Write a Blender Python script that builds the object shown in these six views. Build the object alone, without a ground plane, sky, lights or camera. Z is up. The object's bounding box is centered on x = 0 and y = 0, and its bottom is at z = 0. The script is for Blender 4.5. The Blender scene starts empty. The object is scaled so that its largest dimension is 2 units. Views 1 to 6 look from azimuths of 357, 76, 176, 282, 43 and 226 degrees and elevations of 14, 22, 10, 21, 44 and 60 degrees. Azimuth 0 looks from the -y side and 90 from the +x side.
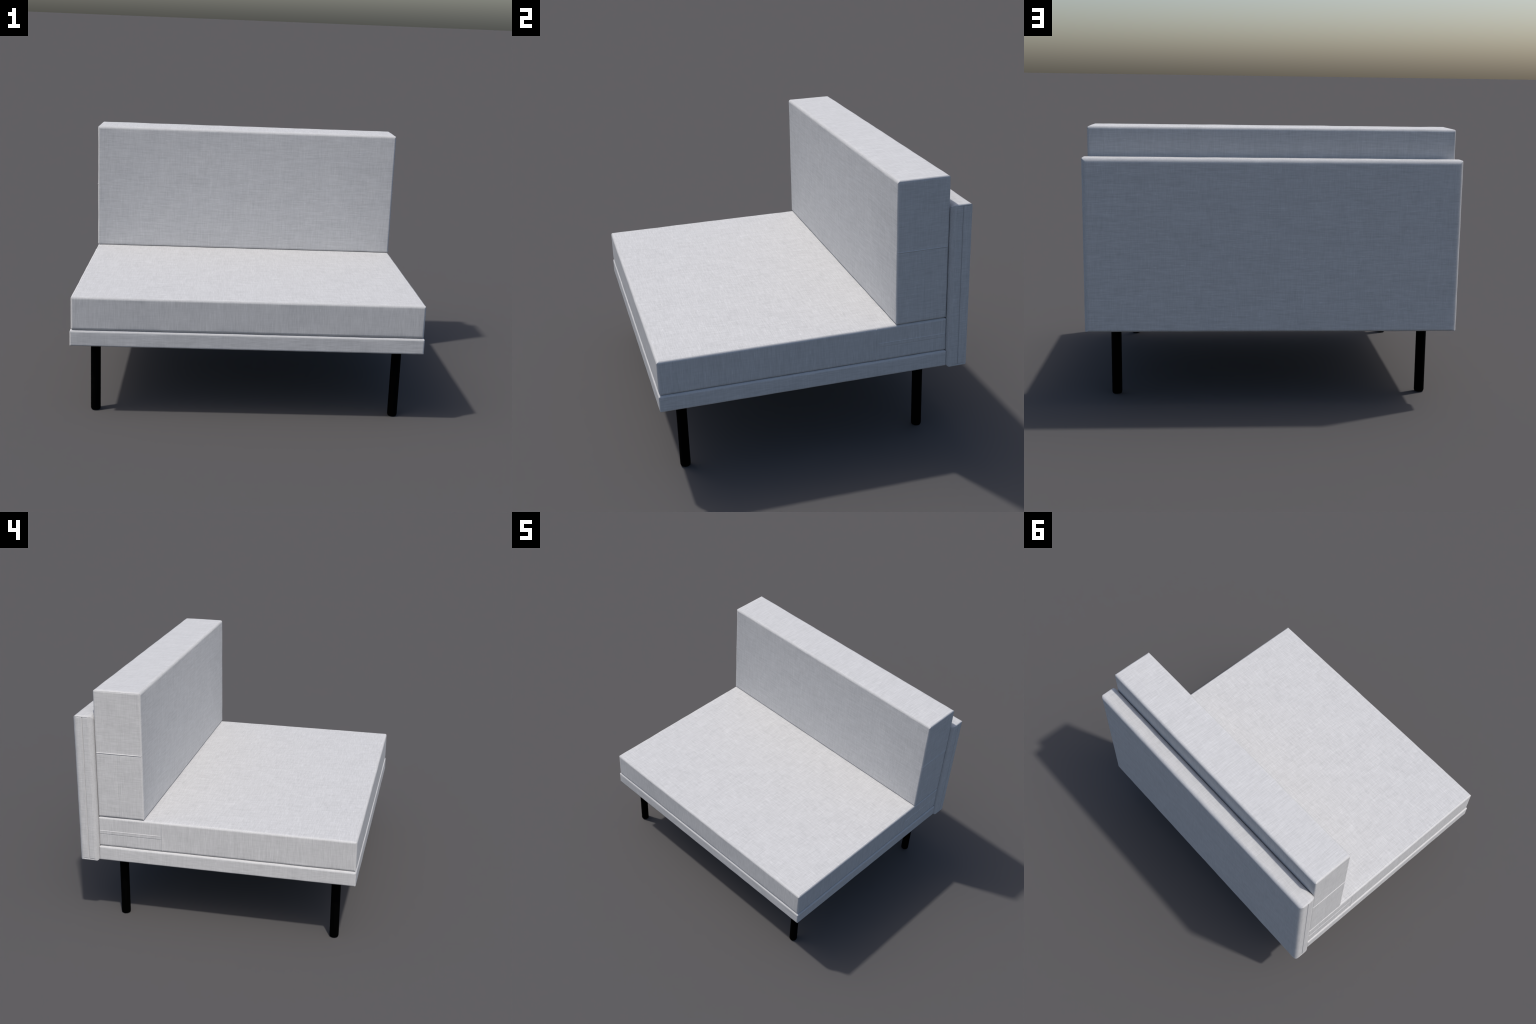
"""Armless two-seat sofa module: upholstered base on four black steel legs, a flat
seat cushion, a free-standing back cushion and an upholstered back panel."""
import bpy, math
from mathutils import Vector, noise

# ----------------------------------------------------------------------------- sizes (metres)
PANEL = dict(x=1.000, y=(0.7200, 0.8420), z=(0.4085, 1.3345), r=0.034)
BASE = dict(x=0.986, y=(-0.8420, 0.7230), z=(0.4145, 0.5065), r=0.014)
SEAT = dict(x=0.980, y=(-0.8390, 0.7215), z=(0.5055, 0.6980), r=0.018)
BACK = dict(x=0.980, y=(0.4325, 0.7185), z=(0.6985, 1.4908), r=0.020)
LEG_RADIUS = 0.0280
LEG_X, LEG_Y_FRONT, LEG_Y_REAR = 0.8555, -0.7150, 0.6110

PANEL_SEAM_Y = 0.783            # vertical seam on the panel ends
BACK_SEAM_Z = 1.106             # horizontal seam on the back-cushion ends
BACK_FLAP_Y = (0.569, 0.588)    # zip flap below it
SEAT_SEAM_Y = 0.322             # vertical seam on the seat-cushion ends
SEAT_FLAP_Z = (0.588, 0.608)    # zip flap behind it


# ----------------------------------------------------------------------------- materials
def make_fabric(name, base, top, front, side, seed):
    """Light grey linen.  top/front/side give how strongly threads show along the
    two directions of faces looking up (x, y), forward (x, z) and sideways (y, z)."""
    mat = bpy.data.materials.new(name)
    mat.use_nodes = True
    nt = mat.node_tree
    nd, ln = nt.nodes, nt.links
    bsdf = nd["Principled BSDF"]

    def math_node(op, a, b=None, c=None):
        n = nd.new("ShaderNodeMath")
        n.operation = op
        for i, v in enumerate((a, b, c)):
            if v is None:
                continue
            if isinstance(v, (int, float)):
                n.inputs[i].default_value = v
            else:
                ln.new(v, n.inputs[i])
        return n.outputs[0]

    coord = nd.new("ShaderNodeTexCoord")
    geo = nd.new("ShaderNodeNewGeometry")
    sep = nd.new("ShaderNodeSeparateXYZ")
    ln.new(geo.outputs["Normal"], sep.inputs[0])
    face = [math_node("MULTIPLY", sep.outputs[i], sep.outputs[i]) for i in range(3)]

    def stretched(scale, offset, detail=2.0):
        mp = nd.new("ShaderNodeMapping")
        mp.inputs["Scale"].default_value = scale
        mp.inputs["Location"].default_value = (offset, offset * 1.7 + 3.1, offset * 0.6 - 5.3)
        ln.new(coord.outputs["Object"], mp.inputs["Vector"])
        tex = nd.new("ShaderNodeTexNoise")
        tex.inputs["Scale"].default_value = 1.0
        tex.inputs["Detail"].default_value = detail
        tex.inputs["Roughness"].default_value = 0.6
        ln.new(mp.outputs[0], tex.inputs["Vector"])
        return math_node("SUBTRACT", tex.outputs["Fac"], 0.5)

    def threads(axis):
        """Zero-mean streaks running along one axis: fine threads, wider bands, pale slubs."""
        def sc(along, across):
            return tuple(along if i == axis else across for i in range(3))
        fine = stretched(sc(14, 200), seed + 2.3 * axis)
        band = stretched(sc(7, 70), seed + 11.0 + axis)
        slub = stretched(sc(22, 190), seed + 29.0 + axis, 1.0)
        slub = math_node("MAXIMUM", math_node("SUBTRACT", slub, 0.17), 0.0)
        s = math_node("MULTIPLY_ADD", band, 0.36, fine)
        return math_node("MULTIPLY_ADD", slub, 3.2, s)

    tx, ty, tz = threads(0), threads(1), threads(2)

    def pair(a, wa, b, wb):
        return math_node("MULTIPLY_ADD", a, wa, math_node("MULTIPLY", b, wb))

    weave = math_node("MULTIPLY", face[2], pair(tx, top[0], ty, top[1]))
    weave = math_node("MULTIPLY_ADD", face[1], pair(tx, front[0], tz, front[1]), weave)
    weave = math_node("MULTIPLY_ADD", face[0], pair(ty, side[0], tz, side[1]), weave)
    cloud = stretched((9, 9, 9), seed + 50, 3.0)
    weave = math_node("MULTIPLY_ADD", cloud, 0.10, weave)

    ramp = nd.new("ShaderNodeValToRGB")
    ramp.color_ramp.elements[0].position = 0.0
    ramp.color_ramp.elements[1].position = 1.0
    dark = tuple(c * 0.63 for c in base)
    lite = tuple(min(1.0, c * 1.37) for c in base)
    ramp.color_ramp.elements[0].color = (*dark, 1)
    ramp.color_ramp.elements[1].color = (*lite, 1)
    ln.new(math_node("ADD", weave, 0.5), ramp.inputs[0])
    ln.new(ramp.outputs[0], bsdf.inputs["Base Color"])

    bump = nd.new("ShaderNodeBump")
    bump.inputs["Strength"].default_value = 0.22
    bump.inputs["Distance"].default_value = 0.0016
    ln.new(weave, bump.inputs["Height"])
    ln.new(bump.outputs[0], bsdf.inputs["Normal"])
    bsdf.inputs["Roughness"].default_value = 0.92
    bsdf.inputs["Specular IOR Level"].default_value = 0.15
    return mat


def make_black_steel():
    mat = bpy.data.materials.new("black_powder_coated_steel")
    mat.use_nodes = True
    nt = mat.node_tree
    bsdf = nt.nodes["Principled BSDF"]
    coord = nt.nodes.new("ShaderNodeTexCoord")
    tex = nt.nodes.new("ShaderNodeTexNoise")
    tex.inputs["Scale"].default_value = 300.0
    nt.links.new(coord.outputs["Object"], tex.inputs["Vector"])
    ramp = nt.nodes.new("ShaderNodeValToRGB")
    ramp.color_ramp.elements[0].color = (0.0003, 0.0003, 0.0003, 1)
    ramp.color_ramp.elements[1].color = (0.0009, 0.0009, 0.0009, 1)
    nt.links.new(tex.outputs["Fac"], ramp.inputs[0])
    nt.links.new(ramp.outputs[0], bsdf.inputs["Base Color"])
    bsdf.inputs["Roughness"].default_value = 0.75
    bsdf.inputs["Specular IOR Level"].default_value = 0.02
    return mat


LINEN = (0.484, 0.484, 0.486)
FABRIC_SEAT = make_fabric("linen_seat", LINEN, (0.52, 0.40), (0.22, 0.52), (0.24, 0.52), 1.0)
FABRIC_BACK = make_fabric("linen_back", LINEN, (0.28, 0.48), (0.48, 0.38), (0.46, 0.38), 17.0)
FABRIC_BASE = make_fabric("linen_base", LINEN, (0.44, 0.32), (0.58, 0.26), (0.52, 0.32), 33.0)
FABRIC_PANEL = make_fabric("linen_panel", LINEN, (0.32, 0.42), (0.52, 0.36), (0.44, 0.42), 47.0)
BLACK = make_black_steel()


# ----------------------------------------------------------------------------- padded blocks
def axis_lines(half, radius, step, dense):
    """Grid positions across one axis: rounded margins, even spans, dense bands at seams."""
    arc = [radius * math.tan(math.radians(a)) for a in (0, 6, 12, 18, 24, 29, 33, 36, 38.5, 40.5, 42.5, 44, 45)]
    inner = half - radius
    out = [-inner - a for a in arc] + [inner + a for a in arc]
    n = max(2, int(round(2 * inner / step)))
    out += [-inner + 2 * inner * i / n for i in range(1, n)]
    for c in dense:
        out += [c + k * 0.0011 for k in range(-6, 7)]
    out = sorted(v for v in out if -half - 1e-9 <= v <= half + 1e-9)
    keep = [out[0]]
    for v in out[1:]:
        if v - keep[-1] > 0.0005:
            keep.append(v)
    keep[-1] = half
    return keep


def fillet_scale(a, b, big, small):
    """How far the direction (a, b) can be stretched inside a big x big square whose
    outer corner is rounded with radius small."""
    a, b = abs(a), abs(b)
    hi, lo = max(a, b), min(a, b)
    if hi < 1e-12:
        return 1e9
    c = big - small
    if lo / hi <= c / big:
        return big / hi
    k2, k1, k0 = a * a + b * b, -2 * c * (a + b), 2 * c * c - small * small
    return (-k1 + math.sqrt(max(0.0, k1 * k1 - 4 * k2 * k0))) / (2 * k2)


def padded_block(name, spec, material, edges, step=0.018, dense=((), (), ()), relief=None,
                 ripple=0.0010, seed=0.0):
    """Sewn foam block.  edges(sx, sy, sz) -> rounding of its (xy, yz, xz) edges in that
    octant; fillets meet in mitres as sewn corners do.  relief(point, outward) -> metres
    pushed out along the outward direction."""
    half = Vector((spec["x"], (spec["y"][1] - spec["y"][0]) / 2, (spec["z"][1] - spec["z"][0]) / 2))
    mid = Vector((0, sum(spec["y"]) / 2, sum(spec["z"]) / 2))
    r = spec["r"]
    lines = [axis_lines(half[a], r, step, [d - mid[a] for d in dense[a]]) for a in range(3)]
    index, verts, faces = {}, [], []

    def vertex(p):
        key = tuple(round(c, 5) for c in p)
        if key in index:
            return index[key]
        inner = Vector([max(-(half[a] - r), min(half[a] - r, p[a])) for a in range(3)])
        d = p - inner
        rxy, ryz, rxz = edges(d.x, d.y, d.z)
        flat = r / max(abs(c) for c in d)
        t = min(flat, fillet_scale(d.x, d.y, r, rxy), fillet_scale(d.y, d.z, r, ryz),
                fillet_scale(d.x, d.z, r, rxz))
        q = inner + d * t + mid
        if t > flat - 1e-9:
            a = max(range(3), key=lambda i: abs(d[i]))
            n = Vector((0, 0, 0))
            n[a] = math.copysign(1, d[a])
        else:
            n = d.normalized()
        push = 0.0
        if ripple:
            edge = sum(1 for a in range(3) if abs(d[a]) > 1e-6) > 1
            w = noise.noise(q * 7.0 + Vector((seed, 0, 0))) + 0.6 * noise.noise(q * 19.0 + Vector((0, seed, 0)))
            push += ripple * w * (1.0 if edge else 0.7)
        if relief:
            push += relief(q, n)
        q = q + n * push
        index[key] = len(verts)
        verts.append(q)
        return index[key]

    for axis in range(3):
        u, v = (axis + 1) % 3, (axis + 2) % 3
        for sign in (-1, 1):
            grid = []
            for pu in lines[u]:
                row = []
                for pv in lines[v]:
                    p = Vector((0, 0, 0))
                    p[axis], p[u], p[v] = sign * half[axis], pu, pv
                    row.append(vertex(p))
                grid.append(row)
            for i in range(len(grid) - 1):
                for j in range(len(grid[0]) - 1):
                    f = (grid[i][j], grid[i + 1][j], grid[i + 1][j + 1], grid[i][j + 1])
                    faces.append(f if sign > 0 else f[::-1])
    mesh = bpy.data.meshes.new(name)
    mesh.from_pydata(verts, [], faces)
    mesh.shade_smooth()
    mesh.materials.append(material)
    mesh.update()
    obj = bpy.data.objects.new(name, mesh)
    bpy.context.collection.objects.link(obj)
    return obj


def bell(d, width):
    return math.exp(-(d / width) ** 2)


def ramp(v, a, b):
    t = max(0.0, min(1.0, (v - a) / (b - a)))
    return t * t * (3 - 2 * t)


# ----------------------------------------------------------------------------- relief rules
def panel_relief(q, n):
    if abs(n.x) < 0.9:
        return 0.0
    z0, z1 = PANEL["z"][0] + 0.012, PANEL["z"][1] - 0.009
    span = ramp(q.z, z0 - 0.002, z0 + 0.002) * (1 - ramp(q.z, z1 - 0.002, z1 + 0.002))
    depth = -0.0048 * bell(q.y - PANEL_SEAM_Y, 0.0019) * span
    across = ramp(q.y, 0.742, 0.750) * (1 - ramp(q.y, 0.815, 0.823))
    depth -= 0.0042 * across * (bell(q.z - z0, 0.0019) + bell(q.z - z1, 0.0019))
    return depth


def back_relief(q, n):
    if abs(n.x) < 0.6:
        return 0.0
    k = ramp(abs(n.x), 0.6, 0.95)
    out = 0.0030 * bell(q.z - BACK_SEAM_Z - 0.0010, 0.0022) - 0.0020 * bell(q.z - BACK_SEAM_Z + 0.0032, 0.0018)
    below = 1 - ramp(q.z, BACK_SEAM_Z - 0.006, BACK_SEAM_Z - 0.003)
    out -= 0.0011 * bell(q.y - BACK_FLAP_Y[1], 0.0018) * below
    out += 0.0009 * bell(q.y - BACK_FLAP_Y[0], 0.0018) * below
    # rolled hem a finger's breadth inside the edge of the end face
    out -= 0.0010 * bell(q.z - (BACK["z"][1] - 0.010), 0.0018)
    return out * k


def seat_relief(q, n):
    out = 0.0
    if abs(n.x) > 0.6:
        k = ramp(abs(n.x), 0.6, 0.95)
        lip = (q.y - SEAT_SEAM_Y)
        out += 0.0022 * ramp(lip, -0.0014, 0.0014) * (1 - ramp(lip, 0.0014, 0.0070))
        behind = ramp(q.y, SEAT_SEAM_Y + 0.010, SEAT_SEAM_Y + 0.016)
        out += 0.0012 * behind * ramp(q.z, SEAT_FLAP_Z[0] - 0.001, SEAT_FLAP_Z[0] + 0.001) \
            * (1 - ramp(q.z, SEAT_FLAP_Z[1] - 0.001, SEAT_FLAP_Z[1] + 0.002))
        out -= 0.0010 * behind * bell(q.z - SEAT_FLAP_Z[0] + 0.001, 0.0016)
        out += 0.0010 * behind * bell(q.z - SEAT_FLAP_Z[1], 0.0018)
        out *= k
    if n.z > 0.95:
        out -= 0.0007 * bell(abs(q.x) - (SEAT["x"] - 0.017), 0.0020)
    return out


# ----------------------------------------------------------------------------- assembly
root = bpy.data.objects.new("sofa", None)
bpy.context.collection.objects.link(root)
root["label"] = "armless light grey linen sofa with thin black legs"
root["category"] = "sofa"

parts = [
    padded_block("back_panel", PANEL, FABRIC_PANEL,
                 lambda x, y, z: (0.028 if y > 0 else 0.032, (0.028 if y > 0 else 0.032) if z > 0 else (0.014 if y > 0 else 0.020), 0.009),
                 dense=((), (PANEL_SEAM_Y,), (PANEL["z"][0] + 0.012, PANEL["z"][1] - 0.009)),
                 relief=panel_relief, ripple=0.0010, seed=3.0),
    padded_block("seat_base", BASE, FABRIC_BASE, lambda x, y, z: (0.010, 0.014 if z > 0 else 0.010, 0.013 if z > 0 else 0.009), ripple=0.0008, seed=9.0),
    padded_block("seat_cushion", SEAT, FABRIC_SEAT, lambda x, y, z: (0.013, 0.017 if z > 0 else 0.018, 0.014 if z > 0 else 0.016),
                 dense=((-SEAT["x"] + 0.017, SEAT["x"] - 0.017), (SEAT_SEAM_Y,), SEAT_FLAP_Z),
                 relief=seat_relief, ripple=0.0012, seed=14.0),
    padded_block("back_cushion", BACK, FABRIC_BACK, lambda x, y, z: (0.012, 0.019 if z > 0 else 0.013, 0.013 if z > 0 else 0.014),
                 dense=((), BACK_FLAP_Y, (BACK_SEAM_Z, BACK["z"][1] - 0.010)),
                 relief=back_relief, ripple=0.0012, seed=21.0),
]
for p in parts:
    p.parent = root


def turned(name, profile, segments=48):
    """Solid of revolution about z from (radius, height) pairs."""
    verts, faces = [], []
    for rad, h in profile:
        verts += [(rad * math.cos(2 * math.pi * k / segments), rad * math.sin(2 * math.pi * k / segments), h)
                  for k in range(segments)]
    for i in range(len(profile) - 1):
        for k in range(segments):
            a, b = i * segments + k, i * segments + (k + 1) % segments
            faces.append((a, b, b + segments, a + segments))
    faces.append(tuple(range(segments))[::-1])
    last = (len(profile) - 1) * segments
    faces.append(tuple(range(last, last + segments)))
    mesh = bpy.data.meshes.new(name)
    mesh.from_pydata(verts, [], faces)
    for f in mesh.polygons:
        f.use_smooth = len(f.vertices) == 4
    mesh.materials.append(BLACK)
    mesh.update()
    return mesh


R = LEG_RADIUS
leg_mesh = turned("leg", [(R - 0.0030, 0.0065), (R - 0.0008, 0.0075), (R, 0.0100), (R, 0.2), (R, BASE["z"][0] + 0.004)])
foot_mesh = turned("foot_cap", [(R - 0.0080, 0.0), (R - 0.0035, 0.0010), (R - 0.0018, 0.0030), (R - 0.0018, 0.0068)])
for y in (LEG_Y_FRONT, LEG_Y_REAR):
    for x in (-LEG_X, LEG_X):
        leg = bpy.data.objects.new("leg", leg_mesh)
        leg.location = (x, y, 0)
        leg.parent = root
        bpy.context.collection.objects.link(leg)
        foot = bpy.data.objects.new("foot_cap", foot_mesh)
        foot.parent = leg
        bpy.context.collection.objects.link(foot)
